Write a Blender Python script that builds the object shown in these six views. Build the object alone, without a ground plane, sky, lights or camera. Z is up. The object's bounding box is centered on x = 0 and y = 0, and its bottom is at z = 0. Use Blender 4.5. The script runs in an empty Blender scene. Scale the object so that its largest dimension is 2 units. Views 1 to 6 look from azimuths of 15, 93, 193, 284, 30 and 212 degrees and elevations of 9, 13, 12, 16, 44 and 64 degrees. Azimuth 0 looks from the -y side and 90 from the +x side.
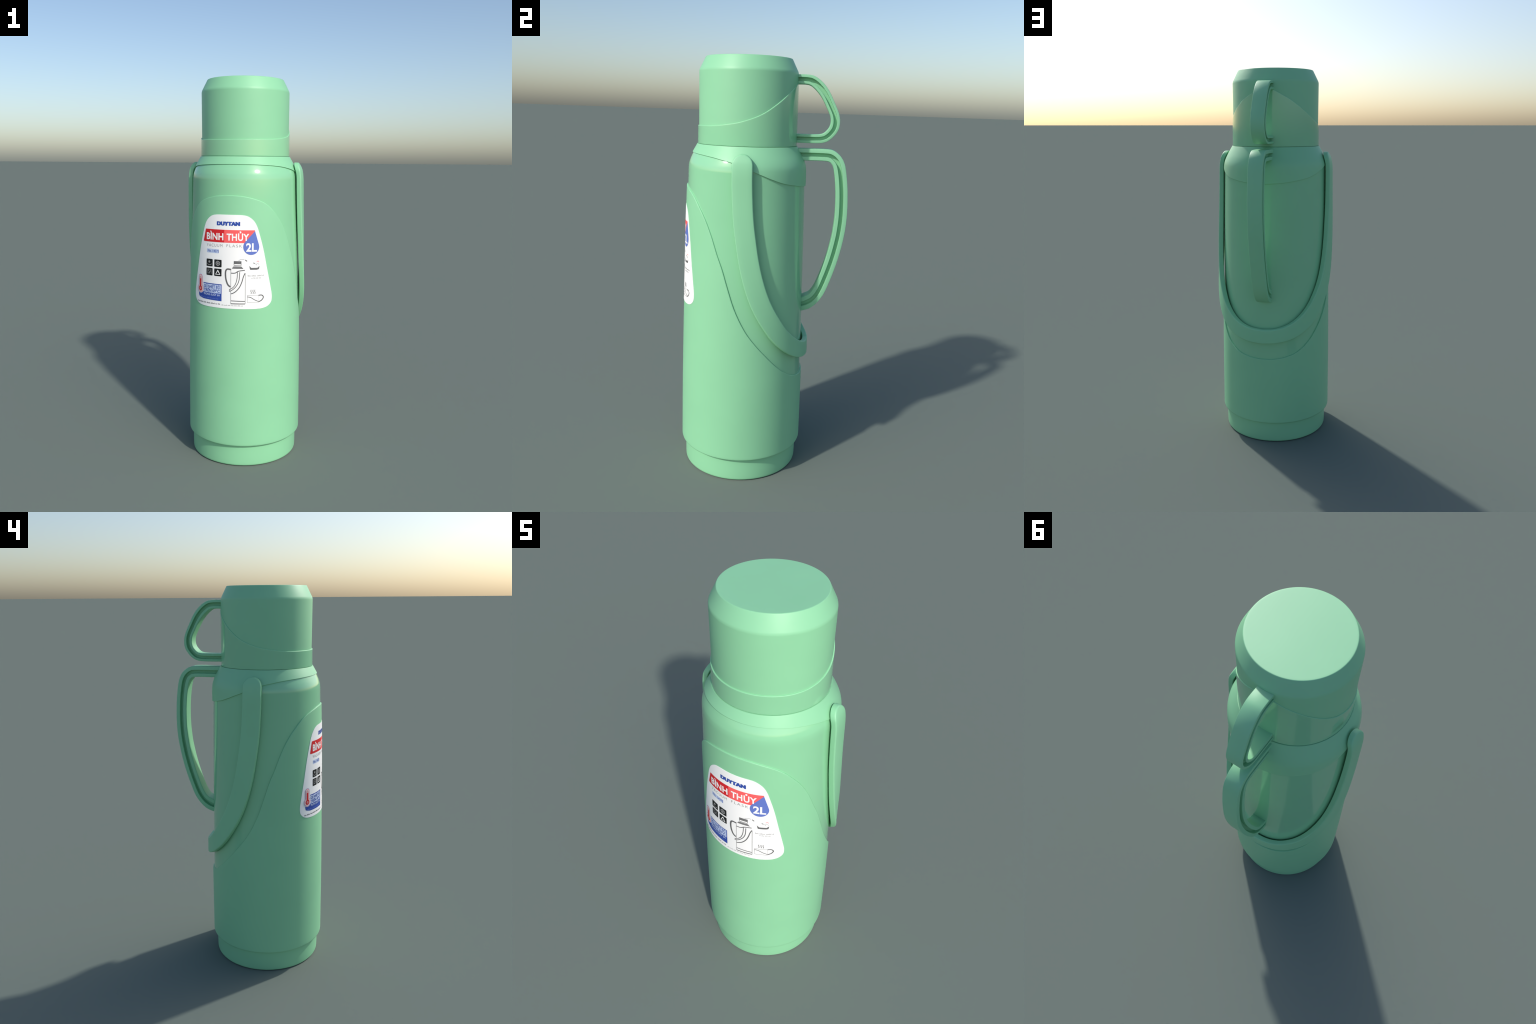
"""Two-litre vacuum flask in pale green plastic: foot ring, glossy inner body,
matt sleeve with a sweeping edge, shoulder collar, cup-shaped cap with its own
handle, body handle, hanging carrying strap and a printed paper label."""
import bpy, bmesh, math
from mathutils import Vector

AY = -0.0904            # the bottle's axis stands at x = 0, y = AY
PI = math.pi


# ------------------------------------------------------------------ helpers
def smooth_curve(pts):
    """Monotone cubic through (x, y) control points."""
    xs = [p[0] for p in pts]
    ys = [p[1] for p in pts]
    n = len(xs)
    d = [(ys[i + 1] - ys[i]) / (xs[i + 1] - xs[i]) for i in range(n - 1)]
    m = [d[0]] + [0 if d[i - 1] * d[i] <= 0 else 2 * d[i - 1] * d[i] / (d[i - 1] + d[i])
                  for i in range(1, n - 1)] + [d[-1]]

    def f(x):
        if x <= xs[0]:
            return ys[0] + m[0] * (x - xs[0])
        if x >= xs[-1]:
            return ys[-1] + m[-1] * (x - xs[-1])
        i = max(k for k in range(n - 1) if xs[k] <= x)
        h = xs[i + 1] - xs[i]
        t = (x - xs[i]) / h
        return ((2 * t ** 3 - 3 * t * t + 1) * ys[i] + (t ** 3 - 2 * t * t + t) * h * m[i]
                + (3 * t * t - 2 * t ** 3) * ys[i + 1] + (t ** 3 - t * t) * h * m[i + 1])
    return f


def catmull(pts, per=8):
    """Open centripetal Catmull-Rom through vectors."""
    P = [Vector(p) for p in pts]
    P = [2 * P[0] - P[1]] + P + [2 * P[-1] - P[-2]]
    out = []
    for i in range(1, len(P) - 2):
        q = P[i - 1:i + 3]
        t = [0.0]
        for j in range(3):
            t.append(t[-1] + max((q[j + 1] - q[j]).length, 1e-9) ** 0.5)

        def mix(u, v, tu, tv, x):
            return u * ((tv - x) / (tv - tu)) + v * ((x - tu) / (tv - tu))
        for k in range(per):
            x = t[1] + (t[2] - t[1]) * k / per
            a1, a2, a3 = (mix(q[j], q[j + 1], t[j], t[j + 1], x) for j in range(3))
            b1, b2 = mix(a1, a2, t[0], t[2], x), mix(a2, a3, t[1], t[3], x)
            out.append(mix(b1, b2, t[1], t[2], x))
    out.append(P[-2].copy())
    return out


def mirrored(fn):
    """Edge height as a function of the angle, same on the left and right."""
    def g(deg):
        a = abs((deg + 180) % 360 - 180)
        return fn(a)
    return g


def polar(deg, r, z):
    a = math.radians(deg)
    return (r * math.sin(a), AY - r * math.cos(a), z)


def make(name, verts, faces, material, parent, sharp=35):
    me = bpy.data.meshes.new(name)
    me.from_pydata([tuple(v) for v in verts], [], faces)
    bm = bmesh.new()
    bm.from_mesh(me)
    bmesh.ops.remove_doubles(bm, verts=bm.verts, dist=1e-6)
    bmesh.ops.recalc_face_normals(bm, faces=bm.faces)
    bm.to_mesh(me)
    bm.free()
    me.polygons.foreach_set("use_smooth", [True] * len(me.polygons))
    me.set_sharp_from_angle(angle=math.radians(sharp))
    me.materials.append(material)
    ob = bpy.data.objects.new(name, me)
    bpy.context.scene.collection.objects.link(ob)
    ob.parent = parent
    return ob


def apply_modifiers(ob):
    dg = bpy.context.evaluated_depsgraph_get()
    me = bpy.data.meshes.new_from_object(ob.evaluated_get(dg))
    old = ob.data
    ob.modifiers.clear()
    ob.data = me
    bpy.data.meshes.remove(old)


def rounded(pts, seg=5):
    """Profile with rounded corners: (r, z, radius) -> list of (r, z)."""
    out = []
    n = len(pts)
    for i, (r, z, rad) in enumerate(pts):
        p = Vector((r, z))
        if rad <= 0 or i in (0, n - 1):
            out.append(p)
            continue
        a = Vector(pts[i - 1][:2]) - p
        b = Vector(pts[i + 1][:2]) - p
        ra = min(rad, a.length * .49)
        rb = min(rad, b.length * .49)
        A = p + a.normalized() * ra
        B = p + b.normalized() * rb
        for k in range(seg + 1):
            t = k / seg
            out.append(A * (1 - t) ** 2 + p * 2 * t * (1 - t) + B * t * t)
    return [(v.x, v.y) for v in out]


def lathe(name, profile, material, parent, n=192, sharp=35):
    verts, faces, rows = [], [], []
    for r, z in profile:
        if r < 1e-6:
            rows.append([len(verts)])
            verts.append((0, AY, z))
        else:
            rows.append(list(range(len(verts), len(verts) + n)))
            verts += [polar(360 * k / n, r, z) for k in range(n)]
    for a, b in zip(rows, rows[1:]):
        for k in range(n):
            j = (k + 1) % n
            if len(a) == 1:
                faces.append((a[0], b[j], b[k]))
            elif len(b) == 1:
                faces.append((a[k], a[j], b[0]))
            else:
                faces.append((a[k], a[j], b[j], b[k]))
    return make(name, verts, faces, material, parent, sharp)


def edged_shell(name, edge, z_far, radius, inner, lip, material, parent,
                far_profile, n=288, rows=40, up=True, lip_material=None):
    """A wall of revolution cut off along a wavy edge line.
    edge(deg) is the height of that line, z_far the straight other end, radius(z)
    the outer radius, inner(z) how deep the lip turns in, lip the lip's rounding."""
    cols = []
    for k in range(n):
        deg = 360 * k / n
        e = 0.05
        r0 = radius(edge(deg))
        slope = (edge(deg + e) - edge(deg - e)) / (math.radians(2 * e) * r0)
        ln = math.hypot(1, slope)
        sgn = -1 if up else 1
        ns, nz = sgn * -slope / ln, sgn * 1 / ln      # unit step from the edge into the wall
        col = []

        def at(inset):
            d = deg + math.degrees(inset * ns / r0)
            z = edge(deg) + inset * nz
            return d, z
        d, z = at(0)
        col.append(polar(d, inner(z), z))
        # quarter-round lip
        for q in range(6):
            a = q / 5 * PI / 2
            d, z = at(lip * (1 - math.cos(a)))
            col.append(polar(d, radius(z) - lip * (1 - math.sin(a)), z))
        d0, z0 = at(lip * 1.6)
        for q in range(rows + 1):
            t = q / rows
            d = d0 * (1 - t) + deg * t
            z = z0 * (1 - t) + z_far * t
            col.append(polar(d, radius(z), z))
        for r, z in far_profile:
            col.append(polar(deg, r, z))
        cols.append(col)
    verts = [v for c in cols for v in c]
    m = len(cols[0])
    faces = []
    for k in range(n):
        j = (k + 1) % n
        for i in range(m - 1):
            faces.append((k * m + i, j * m + i, j * m + i + 1, k * m + i + 1))
    ob = make(name, verts, faces, material, parent, 40)
    if lip_material:
        ob.data.materials.append(lip_material)
        for p in ob.data.polygons:
            if p.index % (m - 1) < 6:
                p.material_index = 1
    return ob


# ---------------------------------------------------------------- materials
def plastic(name, color, rough, spec=0.5, grain=0.0, coat=0.0):
    m = bpy.data.materials.new(name)
    m.use_nodes = True
    nt = m.node_tree
    b = nt.nodes["Principled BSDF"]
    tc = nt.nodes.new("ShaderNodeTexCoord")
    no = nt.nodes.new("ShaderNodeTexNoise")
    no.inputs["Scale"].default_value = 5.0
    no.inputs["Detail"].default_value = 2.0
    nt.links.new(tc.outputs["Object"], no.inputs["Vector"])
    ramp = nt.nodes.new("ShaderNodeValToRGB")
    ramp.color_ramp.elements[0].position = 0.3
    ramp.color_ramp.elements[1].position = 0.7
    lo = [c * 0.985 for c in color]
    hi = [min(1, c * 1.015) for c in color]
    ramp.color_ramp.elements[0].color = (*lo, 1)
    ramp.color_ramp.elements[1].color = (*hi, 1)
    nt.links.new(no.outputs["Fac"], ramp.inputs["Fac"])
    nt.links.new(ramp.outputs["Color"], b.inputs["Base Color"])
    b.inputs["Roughness"].default_value = rough
    b.inputs["Specular IOR Level"].default_value = spec
    return m


GREEN = (0.262, 0.600, 0.342)
matt_green = plastic("matt_green_plastic", GREEN, 0.47, 0.5)
gloss_green = plastic("gloss_green_plastic", GREEN, 0.10, 0.85)
paper_white = plastic("white_paper", (0.93, 0.92, 0.905), 0.55, 0.3)
ink_red = plastic("red_ink", (0.95, 0.125, 0.125), 0.6, 0.2)
ink_dark_red = plastic("dark_red_ink", (0.66, 0.020, 0.026), 0.6, 0.2)
ink_blue = plastic("blue_ink", (0.125, 0.185, 0.53), 0.6, 0.2)
ink_navy = plastic("navy_ink", (0.032, 0.075, 0.36), 0.6, 0.2)
ink_pale = plastic("pale_blue_ink", (0.55, 0.64, 0.84), 0.6, 0.2)
ink_black = plastic("black_ink", (0.012, 0.014, 0.014), 0.6, 0.2)
ink_grey = plastic("grey_ink", (0.13, 0.13, 0.13), 0.6, 0.2)
ink_light = plastic("light_grey_ink", (0.32, 0.32, 0.32), 0.6, 0.2)

# ------------------------------------------------------------------- object
flask = bpy.data.objects.new("vacuum_flask", None)
bpy.context.scene.collection.objects.link(flask)
flask["label"] = "pale green plastic vacuum flask with handle, strap and label"
flask["category"] = "vacuum flask"

# radii along the height
r_body = smooth_curve([(0.10, 0.2990), (0.52, 0.2955), (0.84, 0.2905), (1.0, 0.2880), (1.2, 0.2846), (1.32, 0.2816),
                       (1.42, 0.2790), (1.46, 0.2780), (1.495, 0.2772), (1.516, 0.2750),
                       (1.534, 0.2696), (1.552, 0.2620), (1.568, 0.2545), (1.60, 0.2390)])
r_sleeve = smooth_curve([(0.115, 0.3050), (0.41, 0.3038), (0.69, 0.3004), (0.89, 0.2970),
                         (1.0, 0.2950), (1.19, 0.2908), (1.27, 0.2892), (1.42, 0.2848)])
r_collar = smooth_curve([(1.42, 0.2842), (1.45, 0.2845), (1.485, 0.2838), (1.508, 0.2822), (1.522, 0.2795),
                         (1.534, 0.2755), (1.55, 0.2685), (1.567, 0.2595), (1.606, 0.2375)])

# foot ring
lathe("foot_ring", rounded([(0, 0.012, 0), (0.262, 0.012, 0.006), (0.268, 0.0, 0.004),
                            (0.2845, 0.0, 0.011), (0.2850, 0.040, 0.0), (0.2852, 0.135, 0)]),
      matt_green, flask)

# glossy inner body
prof = [(0.0, 0.13)] + [(r_body(z) if z > 0.3 else r_body(0.3), z)
                        for z in [0.13 + (1.49 - 0.13) * k / 40 for k in range(41)]]
prof += [(r_body(z), z) for z in [1.49 + 0.11 * k / 24 for k in range(1, 25)]] + [(0.20, 1.604), (0, 1.604)]
body = lathe("body", prof, gloss_green, flask)

# sleeve with the sweeping upper edge
sleeve_edge = mirrored(smooth_curve([
    (-12, 1.4135), (0, 1.4165), (12, 1.4135), (22, 1.4045), (31, 1.391), (36, 1.3795), (41, 1.3625), (49, 1.322),
    (56, 1.277), (63, 1.212), (70, 1.123), (75, 1.062), (80, 0.984), (87, 0.879), (97, 0.775),
    (106, 0.710), (116, 0.650), (128, 0.585), (138, 0.543), (148, 0.514), (159, 0.497),
    (170, 0.489), (180, 0.487), (190, 0.489)]))
edged_shell("body_sleeve", sleeve_edge, 0.126, r_sleeve, lambda z: r_body(z) - 0.004, 0.0028,
            matt_green, flask,
            [(0.3047, 0.1225), (0.3037, 0.1195), (0.3018, 0.1175), (0.2985, 0.117), (0.283, 0.117)],
            rows=60)

# shoulder collar with its dipping lower edge
collar_edge = mirrored(smooth_curve([
    (-25, 1.567), (0, 1.5685), (25, 1.567), (45, 1.563), (60, 1.557), (73, 1.547), (82, 1.538), (91, 1.522),
    (101, 1.504), (109, 1.489), (119, 1.470), (132, 1.450), (146, 1.438), (162, 1.428),
    (180, 1.424), (198, 1.428)]))
edged_shell("collar", collar_edge, 1.606, r_collar, lambda z: r_body(z) - 0.003, 0.0015,
            matt_green, flask, [(0.2365, 1.6076), (0.225, 1.6079), (0.15, 1.6079)], rows=30, up=False)

# cup-shaped cap
cup = lathe("cup_cap", rounded([(0, 1.64, 0), (0.2285, 1.64, 0), (0.2290, 1.72, 0), (0.2300, 1.9395, 0.008),
                                (0.1995, 2.0, 0.003), (0.19, 2.0, 0), (0, 2.0, 0)], 8),
            matt_green, flask)
skirt_edge = mirrored(smooth_curve([
    (-45, 1.6935), (0, 1.6915), (45, 1.6935), (60, 1.697), (71, 1.7025), (83, 1.7105), (94, 1.723), (106, 1.741),
    (116, 1.762), (126, 1.788), (137, 1.817), (147, 1.844), (158, 1.868), (165, 1.883),
    (172, 1.896), (180, 1.902), (188, 1.896)]))
edged_shell("cup_skirt", skirt_edge, 1.612, lambda z: 0.2342 - 0.0016 * (z - 1.6) / 0.3,
            lambda z: 0.2265, 0.0028, gloss_green, cup,
            [(0.2341, 1.6100), (0.2334, 1.6090), (0.225, 1.6088), (0.15, 1.6088)],
            lip_material=matt_green)


# handles: H-shaped section swept along an outer and an inner line in the y-z plane
def handle(name, outer, inner, g0, g1, parent, middle, half, web=0.014):
    O, I = catmull(outer, 6), catmull(inner, 6)
    for p in O + I:
        p.x += 0.0015 * min(1.0, max(0.0, (p.x - 0.16) / 0.1))
    c = 0.0028
    verts, faces = [], []
    rings = []
    for o, i in zip(O, I):
        w = (o - i).length
        e = c / w
        sec = [(half - c, 0), (half, e), (half, g0 - e * .35), (half - .001, g0), (web, g0 + .02), (web, g1 - .02),
               (half - .001, g1), (half, g1 + e * .35), (half, 1 - e), (half - c * .3, 1 - e * .3), (half - c, 1)]
        sec = sec + [(-x, t) for x, t in reversed(sec)]
        ring = []
        for x, t in sec:
            p = i.lerp(o, t)
            ring.append(len(verts))
            verts.append((middle + x, p.x, p.y))
        rings.append(ring)
    m = len(rings[0])
    for a, b in zip(rings, rings[1:]):
        for k in range(m):
            j = (k + 1) % m
            faces.append((a[k], a[j], b[j], b[k]))
    faces.append(tuple(rings[0]))
    faces.append(tuple(rings[-1]))
    return make(name, verts, faces, matt_green, parent, 38)


handle("cup_handle",
       [(0.12, 1.933), (0.185, 1.933), (0.213, 1.927), (0.247, 1.904), (0.279, 1.867), (0.309, 1.812),
        (0.333, 1.759), (0.3385, 1.727), (0.334, 1.692), (0.315, 1.661), (0.289, 1.638), (0.264, 1.628),
        (0.24, 1.6255), (0.12, 1.625)],
       [(0.12, 1.890), (0.178, 1.890), (0.195, 1.886), (0.217, 1.870), (0.247, 1.836), (0.275, 1.787),
        (0.293, 1.748), (0.296, 1.722), (0.291, 1.701), (0.279, 1.684), (0.265, 1.672), (0.250, 1.667),
        (0.232, 1.6655), (0.12, 1.665)], 0.30, 0.70, cup, -0.0098, 0.0342)
handle("body_handle",
       [(0.11, 1.599), (0.283, 1.599), (0.305, 1.597), (0.327, 1.588), (0.353, 1.566), (0.372, 1.532),
        (0.386, 1.464), (0.394, 1.385), (0.3965, 1.290), (0.393, 1.228), (0.385, 1.168), (0.364, 1.068),
        (0.333, 0.966), (0.301, 0.886), (0.267, 0.840), (0.237, 0.816), (0.205, 0.804), (0.17, 0.795)],
       [(0.11, 1.5435), (0.280, 1.5435), (0.293, 1.542), (0.304, 1.537), (0.312, 1.528), (0.319, 1.513),
        (0.330, 1.458), (0.3375, 1.380), (0.339, 1.292), (0.3355, 1.235), (0.329, 1.180), (0.3085, 1.083),
        (0.279, 0.986), (0.253, 0.920), (0.232, 0.890), (0.214, 0.880), (0.198, 0.872), (0.17, 0.864)],
       0.33, 0.65, flask, -0.0090, 0.0362)

# ---------------------------------------------------------- carrying strap
r_out = smooth_curve([(0.58, 0.3275), (0.70, 0.3260), (0.85, 0.3245), (1.0, 0.3215), (1.16, 0.3180),
                      (1.38, 0.3125), (1.48, 0.3105), (1.51, 0.3085), (1.54, 0.3035), (1.58, 0.2880)])
r_in = smooth_curve([(0.58, 0.3030), (0.85, 0.2980), (1.0, 0.2950), (1.2, 0.2910), (1.42, 0.2875), (1.50, 0.2860),
                     (1.52, 0.2840), (1.54, 0.2790), (1.58, 0.2640)])
half_way = [(91.4, 1.533), (91.7, 1.44), (93.3, 1.30), (95.7, 1.20), (99.4, 1.084), (104.3, 0.983), (110.4, 0.896),
            (118.4, 0.818), (128.8, 0.741), (140.3, 0.685), (152.6, 0.647), (165.8, 0.6265), (180, 0.6195)]
half_width = smooth_curve([(0.61, 0.0367), (0.63, 0.0385), (0.65, 0.0405), (0.69, 0.0425), (0.74, 0.0440),
                           (0.82, 0.0452), (1.0, 0.0460), (1.3, 0.0462), (1.54, 0.0462)])
RS = 0.31


def strap_mesh():
    half = catmull([(math.radians(a) * RS, z) for a, z in half_way], 10)
    full = half + [Vector((2 * PI * RS - p.x, p.y)) for p in reversed(half[:-1])]
    for p in full:                    # the strap hangs a touch skewed round the bottle
        p.x += math.radians(0.28) * RS
    bevel = 0.0055

    def frame(i):
        t = (full[min(i + 1, len(full) - 1)] - full[max(i - 1, 0)]).normalized()
        return t, Vector((-t.y, t.x))
    stations = []                     # centre, tangent, side, angle of the round end
    caps = 16
    t, nrm = frame(0)
    stations += [(full[0], t, nrm, -PI / 2 * (1 - (k + .02) / caps)) for k in range(caps)]
    for i in range(len(full)):
        stations.append((full[i], *frame(i), 0.0))
    t, nrm = frame(len(full) - 1)
    stations += [(full[-1], t, nrm, PI / 2 * (k - .02) / caps) for k in range(1, caps + 1)]

    # section: (side, inset from the outline, outer face?, drop below the face)
    quarter = [(bevel * (1 - math.cos(q * PI / 8)), bevel * (1 - math.sin(q * PI / 8))) for q in range(5)]
    low = [(bevel * .4, 0, 0), (0, 0, -bevel * .4)] + [(i, 1, d) for i, d in quarter]
    sec = [(-1, *e) for e in low] + [(k, bevel, 1, 0) for k in (-.5, 0, .5)]
    sec += [(1, *e) for e in reversed(low)] + [(0, bevel * .4, 0, 0)]
    verts, faces, rings = [], [], []
    for c, t, nrm, a in stations:
        ring = []
        hw = half_width(c.y)
        for side, inset, outer, drop in sec:
            w = hw - inset
            p = c + t * (w * math.sin(a)) + nrm * (side * w * math.cos(a))
            rr = (r_out(p.y) if outer else r_in(p.y)) - drop
            th0 = c.x / RS
            # nearly flat across its width: step sideways along the tangent
            er = Vector((math.sin(th0), -math.cos(th0)))
            et = Vector((math.cos(th0), math.sin(th0)))
            flat = er * rr + et * (p.x - c.x)
            bent = Vector((math.sin(p.x / RS), -math.cos(p.x / RS))) * rr
            q2 = flat.lerp(bent, 0.45)
            ring.append(len(verts))
            verts.append((q2.x, AY + q2.y, p.y))
        rings.append(ring)
    m = len(rings[0])
    for r0, r1 in zip(rings, rings[1:]):
        for k in range(m):
            j = (k + 1) % m
            faces.append((r0[k], r0[j], r1[j], r1[k]))
    faces.append(tuple(rings[0]))
    faces.append(tuple(rings[-1]))
    return verts, faces


v, f = strap_mesh()
strap = make("carrying_strap", v, f, matt_green, flask, 40)

# pivot pins that carry the strap
for sx in (1, -1):
    verts, faces = [], []
    n = 32
    for x in (0.262, 0.292):
        verts += [(sx * x, AY + 0.010 + 0.018 * math.cos(2 * PI * k / n), 1.515 + 0.018 * math.sin(2 * PI * k / n))
                  for k in range(n)]
    faces = [(k, (k + 1) % n, n + (k + 1) % n, n + k) for k in range(n)] + [tuple(range(n)), tuple(range(n, 2 * n))]
    make("strap_pivot", verts, faces, matt_green, strap)

# --------------------------------------------------------------- the label
# drawn in millimetres: s round the sleeve from its front, z up from the ground
RL = 0.293


def wrap_mesh(bm, lift, step_s=7.0, step_z=25.0):
    for axis, step in ((0, step_s), (1, step_z)):
        vals = [v.co[axis] for v in bm.verts]
        x = math.ceil(min(vals) / step) * step
        while x < max(vals):
            no = (1, 0, 0) if axis == 0 else (0, 1, 0)
            co = (x, 0, 0) if axis == 0 else (0, x, 0)
            bmesh.ops.bisect_plane(bm, geom=bm.verts[:] + bm.edges[:] + bm.faces[:], dist=1e-5,
                                   plane_co=co, plane_no=no)
            x += step
    for v in bm.verts:
        s, z, h = v.co.x / 1000, v.co.y / 1000, v.co.z / 1000
        r = r_sleeve(z) + lift / 1000 + h
        a = s / RL
        v.co = (r * math.sin(a), AY - r * math.cos(a), z)


def finish(bm, name, material, parent, stuff=False):
    for fc in bm.faces:
        fc.normal_update()
        c = fc.calc_center_median()
        if fc.normal.x * c.x + fc.normal.y * (c.y - AY) < 0:
            fc.normal_flip()
    me = bpy.data.meshes.new(name)
    bm.to_mesh(me)
    bm.free()
    me.polygons.foreach_set("use_smooth", [True] * len(me.polygons))
    me.materials.append(material)
    ob = bpy.data.objects.new(name, me)
    bpy.context.scene.collection.objects.link(ob)
    ob.parent = parent
    if stuff:
        ob["kind"] = "stuff"
    return ob


def add_polygon(bm, pts):
    fc = bm.faces.new([bm.verts.new((p[0], p[1], 0)) for p in pts])
    bmesh.ops.triangulate(bm, faces=[fc])


def patch(name, polys, material, parent, lift, stuff=False):
    bm = bmesh.new()
    for p in polys:
        add_polygon(bm, p)
    wrap_mesh(bm, lift)
    return finish(bm, name, material, parent, stuff)


def round_poly(pts, seg=6):
    """Closed polygon with corner radii: (s, z, radius)."""
    out = []
    n = len(pts)
    for i in range(n):
        p = Vector(pts[i][:2])
        rad = pts[i][2]
        if rad <= 0:
            out.append(tuple(p))
            continue
        a = Vector(pts[i - 1][:2]) - p
        b = Vector(pts[(i + 1) % n][:2]) - p
        A = p + a.normalized() * min(rad, a.length * .5)
        B = p + b.normalized() * min(rad, b.length * .5)
        for k in range(seg + 1):
            t = k / seg
            q = A * (1 - t) ** 2 + p * 2 * t * (1 - t) + B * t * t
            out.append((q.x, q.y))
    return out


def box(x0, z0, x1, z1, r=0):
    return round_poly([(x0, z0, r), (x1, z0, r), (x1, z1, r), (x0, z1, r)])


def disc(x, z, r, n=28):
    return [(x + r * math.cos(2 * PI * k / n), z + r * math.sin(2 * PI * k / n)) for k in range(n)]


def stroke(pts, w, curve=True):
    """Quads of a drawn line of nominal width w."""
    w *= 1.3
    P = [Vector(p) for p in catmull(pts, 5)] if curve and len(pts) > 2 else [Vector(p) for p in pts]
    L, R = [], []
    for i, p in enumerate(P):
        t = (P[min(i + 1, len(P) - 1)] - P[max(i - 1, 0)]).normalized()
        nrm = Vector((-t.y, t.x)) * w / 2
        L.append(p + nrm)
        R.append(p - nrm)
    return [[tuple(L[i]), tuple(R[i]), tuple(R[i + 1]), tuple(L[i + 1])] for i in range(len(P) - 1)]


def lettering(name, text, x0, x1, z0, z1, material, parent, lift, bold=0.0, spacing=1.0, ref=None):
    """Text fitted into a box; ref gives the letters whose height fills z0..z1."""
    def grow(body):
        cu = bpy.data.curves.new("lettering_curve", 'FONT')
        cu.body = body
        cu.offset = bold
        cu.space_character = spacing
        cu.fill_mode = 'FRONT'
        cu.resolution_u = 4
        ob = bpy.data.objects.new("lettering_curve", cu)
        bpy.context.scene.collection.objects.link(ob)
        dg = bpy.context.evaluated_depsgraph_get()
        dg.update()
        me = bpy.data.meshes.new_from_object(ob.evaluated_get(dg))
        bm = bmesh.new()
        bm.from_mesh(me)
        bpy.data.objects.remove(ob)
        bpy.data.curves.remove(cu)
        bpy.data.meshes.remove(me)
        return bm
    bm = grow(text)
    if ref:
        rb = grow(ref)
        ys = [v.co.y for v in rb.verts]
        rb.free()
    else:
        ys = [v.co.y for v in bm.verts]
    xs = [v.co.x for v in bm.verts]
    ax, ay, by = min(xs), min(ys), max(ys)
    kx, ky = (x1 - x0) / (max(xs) - ax), (z1 - z0) / (by - ay)
    for v in bm.verts:
        v.co = (x0 + (v.co.x - ax) * kx, z0 + (v.co.y - ay) * ky, 0)
    wrap_mesh(bm, lift, 9.0, 1e6)
    return finish(bm, name, material, parent)


half_outline = [(0, 1321, 0), (82, 1318.5, 0), (108, 1308, 0), (130, 1288, 0), (145, 1260, 0), (157, 1222, 0),
                (176, 1150, 0), (195, 1055, 0), (215, 956, 0), (222, 913, 0), (219, 884, 0), (205, 866, 0),
                (187, 856, 0), (160, 850, 0), (66, 848, 0), (0, 848, 0)]
right = [Vector(p[:2]) for p in half_outline]
right = catmull(right, 4)
outline = [(p.x, p.y) for p in right] + [(-p.x, p.y) for p in reversed(right[1:-1])]
L1, L2, L3 = 1.3, 1.8, 2.3
bm = bmesh.new()
fc = bm.faces.new([bm.verts.new((x, z, 0)) for x, z in outline])
ext = bmesh.ops.extrude_face_region(bm, geom=[fc])
for g in ext["geom"]:
    if isinstance(g, bmesh.types.BMVert):
        g.co.z = -1.6
bmesh.ops.triangulate(bm, faces=[q for q in bm.faces if len(q.verts) > 4])
wrap_mesh(bm, L1)
bmesh.ops.recalc_face_normals(bm, faces=bm.faces)
me = bpy.data.meshes.new("label")
bm.to_mesh(me)
bm.free()
me.polygons.foreach_set("use_smooth", [True] * len(me.polygons))
me.set_sharp_from_angle(angle=math.radians(40))
me.materials.append(paper_white)
label = bpy.data.objects.new("label", me)
bpy.context.scene.collection.objects.link(label)
label.parent = flask

# heading
for shift in (-1.5, 0, 1.5):     # three passes thicken the stems
    lettering("lettering", "DUYTAN", -64.5 + shift, 56.5 + shift, 1266.5, 1287, ink_navy, label,
              L2 + .05 * shift, bold=0.06, spacing=1.08)
patch("banner", [round_poly([(-136, 1246, 4), (-152, 1182, 7), (-24, 1182, 0), (-24, 1246, 0)])],
      ink_dark_red, label, L2)
patch("banner", [round_poly([(-24, 1246, 0), (-24, 1182, 0), (90, 1182, 0), (132, 1240, 0), (133, 1246, 3)])],
      ink_red, label, L2)
lettering("lettering", "B\u00ccNH", -129, -28, 1193, 1228, paper_white, label, L3, bold=0.03, spacing=1.05, ref="H")
lettering("lettering", "TH\u1ee6Y", -11, 103, 1193, 1228, paper_white, label, L3, bold=0.03, spacing=1.05, ref="H")
# drop with the volume
drop = [(132.5, 1242)]
cx, cz, rr = 114, 1163, 40
for k in range(29):
    a = math.radians(15 - 240 * k / 28 + 0)
    drop.append((cx + rr * math.cos(a), cz + rr * math.sin(a)))
patch("drop_mark", [drop], ink_blue, label, L3)
lettering("lettering", "2L", 88, 142, 1139, 1182, paper_white, label, L3 + .5, bold=0.03)
lettering("lettering", "VACUUM", -128, -33, 1158, 1173, ink_light, label, L2, bold=0.0, spacing=1.35)
lettering("lettering", "FLASK", -11, 68, 1160, 1174, ink_light, label, L2, bold=0.0, spacing=1.35)
patch("number_plate", [box(-127, 1126, -54, 1146)], ink_pale, label, L2 - .2)
patch("number_plate", [box(-58, 1128, -55, 1144)], ink_navy, label, L2 + .1)
lettering("lettering", "No. 1427", -121, -60, 1130, 1143, ink_navy, label, L2 + .1, bold=0.01)

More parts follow.
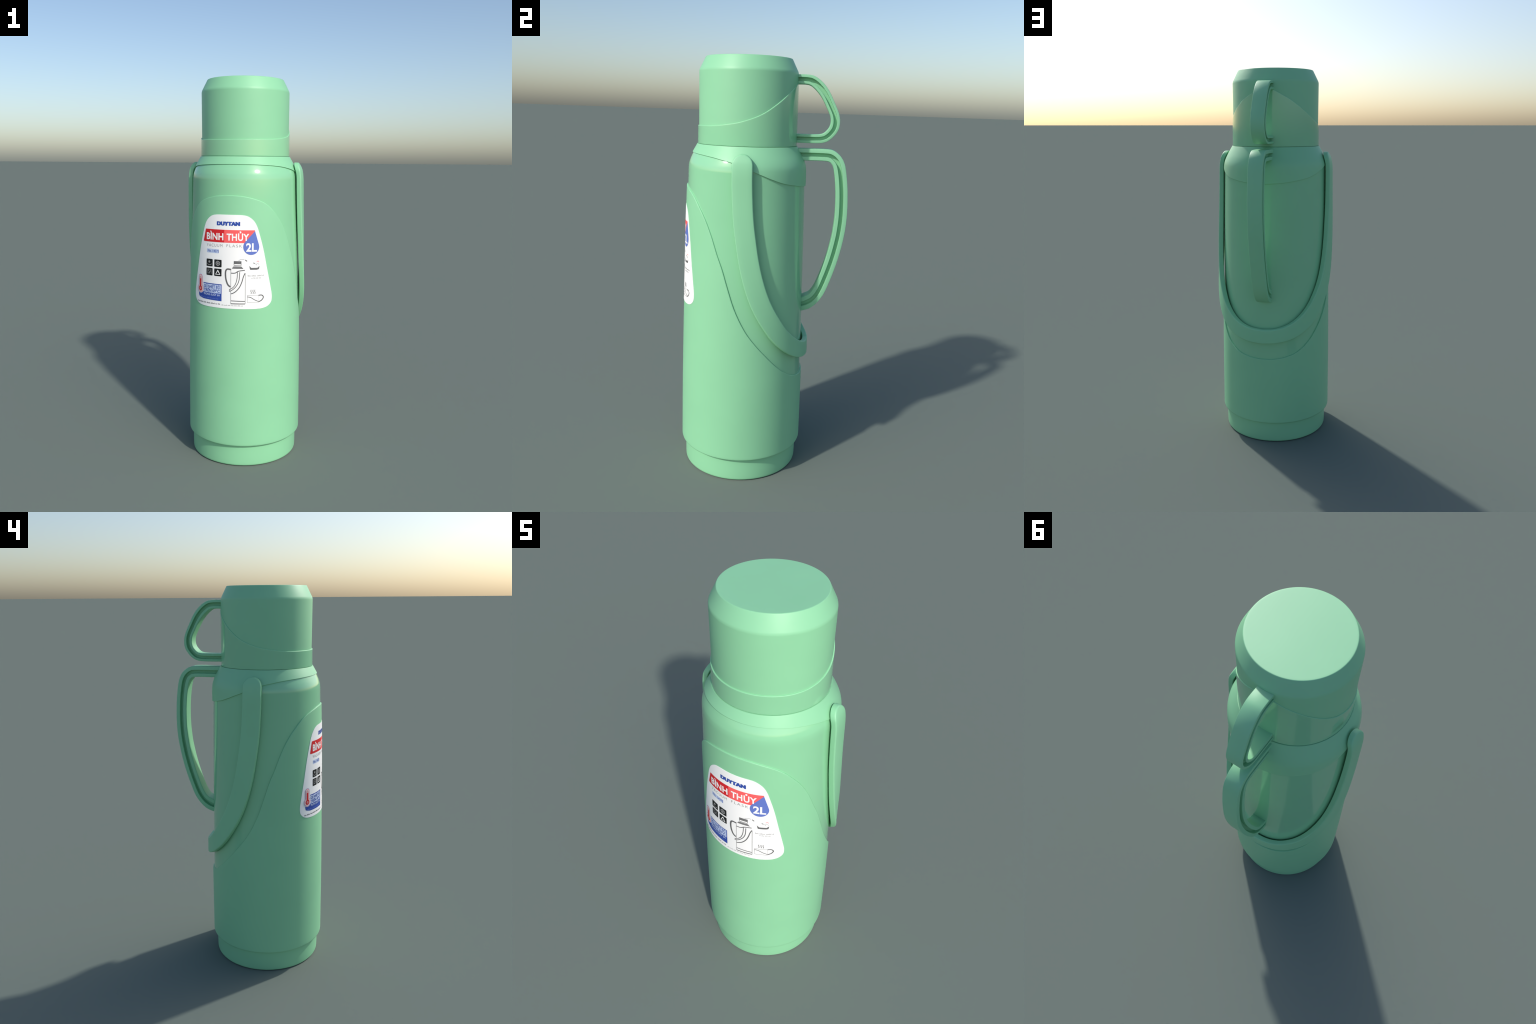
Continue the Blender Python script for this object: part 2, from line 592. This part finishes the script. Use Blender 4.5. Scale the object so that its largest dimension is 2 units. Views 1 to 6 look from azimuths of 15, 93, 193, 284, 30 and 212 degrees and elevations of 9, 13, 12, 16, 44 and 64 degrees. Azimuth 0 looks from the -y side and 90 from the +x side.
# four pictogram tiles
tiles = [(-129, 1056, -89, 1094), (-79, 1056, -37, 1094), (-129, 1010, -89, 1048), (-79, 1010, -37, 1048)]
for t in tiles:
    patch("pictogram_tile", [box(*t, 4)], ink_black, label, L2)
grey = []
grey += [disc(-110, 1080, 6)] + stroke([(-122, 1071), (-119, 1066), (-109, 1064), (-99, 1066), (-96, 1071)], 2)
for k in range(3):
    a = PI * k / 3 + .5
    grey += stroke([(-58 - 13 * math.cos(a), 1075 - 13 * math.sin(a)), (-58 + 13 * math.cos(a), 1075 + 13 * math.sin(a))], 2)
ring = [(-58 + 11 * math.cos(PI * k / 6), 1075 + 11 * math.sin(PI * k / 6)) for k in range(13)]
grey += stroke(ring, 2.5, False)
grey += stroke([(-120, 1018), (-120, 1041), (-98, 1041), (-97, 1018)], 1.6, False)
grey += stroke([(-116, 1038), (-111, 1030), (-104, 1027), (-102, 1036)], 1.6)
grey += stroke([(-117, 1022), (-110, 1020), (-108, 1027)], 2.5)
patch("pictogram", grey, ink_light, label, L3, True)
patch("pictogram", stroke([(-58, 1040), (-46, 1019), (-70, 1019), (-58, 1040), (-52, 1029)], 4, False),
      paper_white, label, L3 + .1, True)

# warmth panel with thermometer
patch("warmth_panel", [round_poly([(-187, 921, 0), (-187, 893, 14), (-150, 885, 0), (-36, 883, 0), (-36, 921, 0)])],
      ink_navy, label, L2)
patch("warmth_panel", [box(-150, 921, -40, 966)], ink_pale, label, L2)
patch("warmth_panel", [box(-150, 965, -36, 969.5), box(-40.5, 920, -36, 967)], ink_navy, label, L2 + .2)
lettering("lettering", "GI\u1eee NHI\u1ec6T \u0110\u1ed8", -146, -46, 944, 960, ink_navy, label, L3, bold=0.012, ref="H")
lettering("lettering", "TR\u00caN 69\u00b0C", -146, -46, 925, 940, ink_navy, label, L3, bold=0.02, ref="H")
lettering("lettering", "TRONG SU\u1ed0T 6H", -148, -46, 907, 917, ink_pale, label, L3, bold=0.012, ref="H")
TX, TZ = -172.5, 935


def thermo(tube, bulb, top):
    a0 = math.asin(tube / bulb)
    pts = [(TX + bulb * math.sin(a0 + (2 * PI - 2 * a0) * k / 30), TZ + bulb * math.cos(a0 + (2 * PI - 2 * a0) * k / 30))
           for k in range(31)]
    pts += [(TX - tube * math.cos(PI * k / 10), top - tube + tube * math.sin(PI * k / 10)) for k in range(11)]
    return pts


patch("thermometer", [thermo(16, 25, 1010)], ink_pale, label, L2 + .4)
patch("thermometer", [thermo(13.5, 22, 1007)], ink_red, label, L3 + .1)
patch("thermometer", [thermo(11, 19.5, 1004)], paper_white, label, L3 + .4)
patch("thermometer", [thermo(9, 16.5, 1000)], plastic("pink_ink", (.75, .42, .42), .6, .2), label, L3 + .6)
patch("thermometer", [box(TX - 5.5, 940, TX + 5.5, 985, 2), disc(TX, TZ, 13)], ink_dark_red, label, L3 + .9)
patch("thermometer", [disc(TX, TZ, 7)], plastic("rose_ink", (.7, .25, .25), .6, .2), label, L3 + 1.2)

# line drawing of the flask, its lid and its cup
art = []
art += stroke([(28, 1069), (28, 1090)], 1.6) + stroke([(64, 1069), (64, 1090)], 1.6)
for z in (1090, 1087, 1084, 1081, 1078):
    art += stroke([(27, z), (65, z)], 2.0)
art += stroke([(29, 1068), (63, 1068)], 2.4)
art += [[(25, 1064), (17, 1053), (75, 1053), (66, 1064)]]
art += stroke([(14, 1048), (-7, 1049), (-14, 1040), (-15, 1012), (-10, 987), (-1, 968), (10, 960)], 6)
art += stroke([(11, 1030), (34, 1031), (49, 1040), (82, 1046)], 3.4)
art += stroke([(46, 1036), (43, 999), (34, 971), (21, 955), (6, 947)], 2.6)
art += stroke([(57, 1036), (54, 997), (46, 974), (31, 954), (15, 941), (6, 937)], 2.8)
art += stroke([(6, 948), (5, 936)], 2.4)
art += stroke([(84, 1032), (76, 1015), (67, 984), (55, 958), (38, 938), (23, 928), (11, 924)], 3.4)
art += stroke([(12, 889), (84, 888)], 3.0) + stroke([(12, 874), (84, 875)], 3.4)
art += [round_poly([(104, 1068, 0), (114, 1058, 0), (145, 1058, 0), (156, 1068, 0), (153, 1051, 3), (143, 1048, 3),
                    (108, 1048, 3)])]
art += stroke([(84, 1098), (93, 1091)], 3.5) + stroke([(124, 1083), (131, 1080)], 3)
art += stroke([(151, 918), (168, 918), (176, 908), (167, 893), (152, 885)], 4)
art += stroke([(95, 911), (111, 908), (130, 896), (151, 886)], 2.6)
patch("flask_drawing", art, ink_grey, label, L2, True)
thin = []
thin += stroke([(12.5, 1048), (12.5, 874)], 1.8) + stroke([(84.5, 1032), (84.5, 875)], 1.8)
thin += stroke([(20, 1058), (71, 1058)], 1.5)
thin += stroke([(51, 1094), (60, 1099), (70, 1101), (80, 1099)], 1.4)
thin += stroke([(131, 1080), (138, 1076), (146, 1079), (154, 1074)], 1.5) + stroke([(138, 1076), (140, 1070)], 1.2)
thin += stroke([(95, 918), (151, 918), (151, 881), (95, 882), (95, 918)], 1.6, False)
for x in (114, 124, 133):
    thin += stroke([(x, 947), (x - 2, 940), (x + 1, 933), (x - 1, 926)], 3)
patch("flask_drawing", thin, ink_light, label, L2 + .1, True)
patch("flask_drawing", stroke([(141, 1087), (148, 1092), (153, 1086)], 3), plastic("pink_line_ink", (.85, .4, .4), .6, .2),
      label, L2, True)


def small_print(x0, x1, z, h, material, seed):
    """Rows of print too fine to read: short upright ticks grouped into words."""
    import random
    rnd = random.Random(seed)
    polys = []
    x = x0
    pitch = h * 0.55
    while x < x1 - pitch:
        for _ in range(rnd.randint(3, 6)):
            if x > x1 - pitch:
                break
            k = rnd.choice((.62, .7, 1.0))
            polys.append([(x, z), (x + pitch * .62, z), (x + pitch * .62, z + h * k), (x, z + h * k)])
            x += pitch
        x += pitch
    patch("small_print", polys, material, label, L2, True)


small_print(97, 180, 1015, 7, ink_light, 1)
small_print(114, 167, 1004, 5, ink_light, 2)
small_print(-193, -42, 864, 7, ink_grey, 3)
small_print(-36, 79, 862.5, 5, ink_light, 4)
small_print(-172, -50, 891, 6, ink_blue, 5)
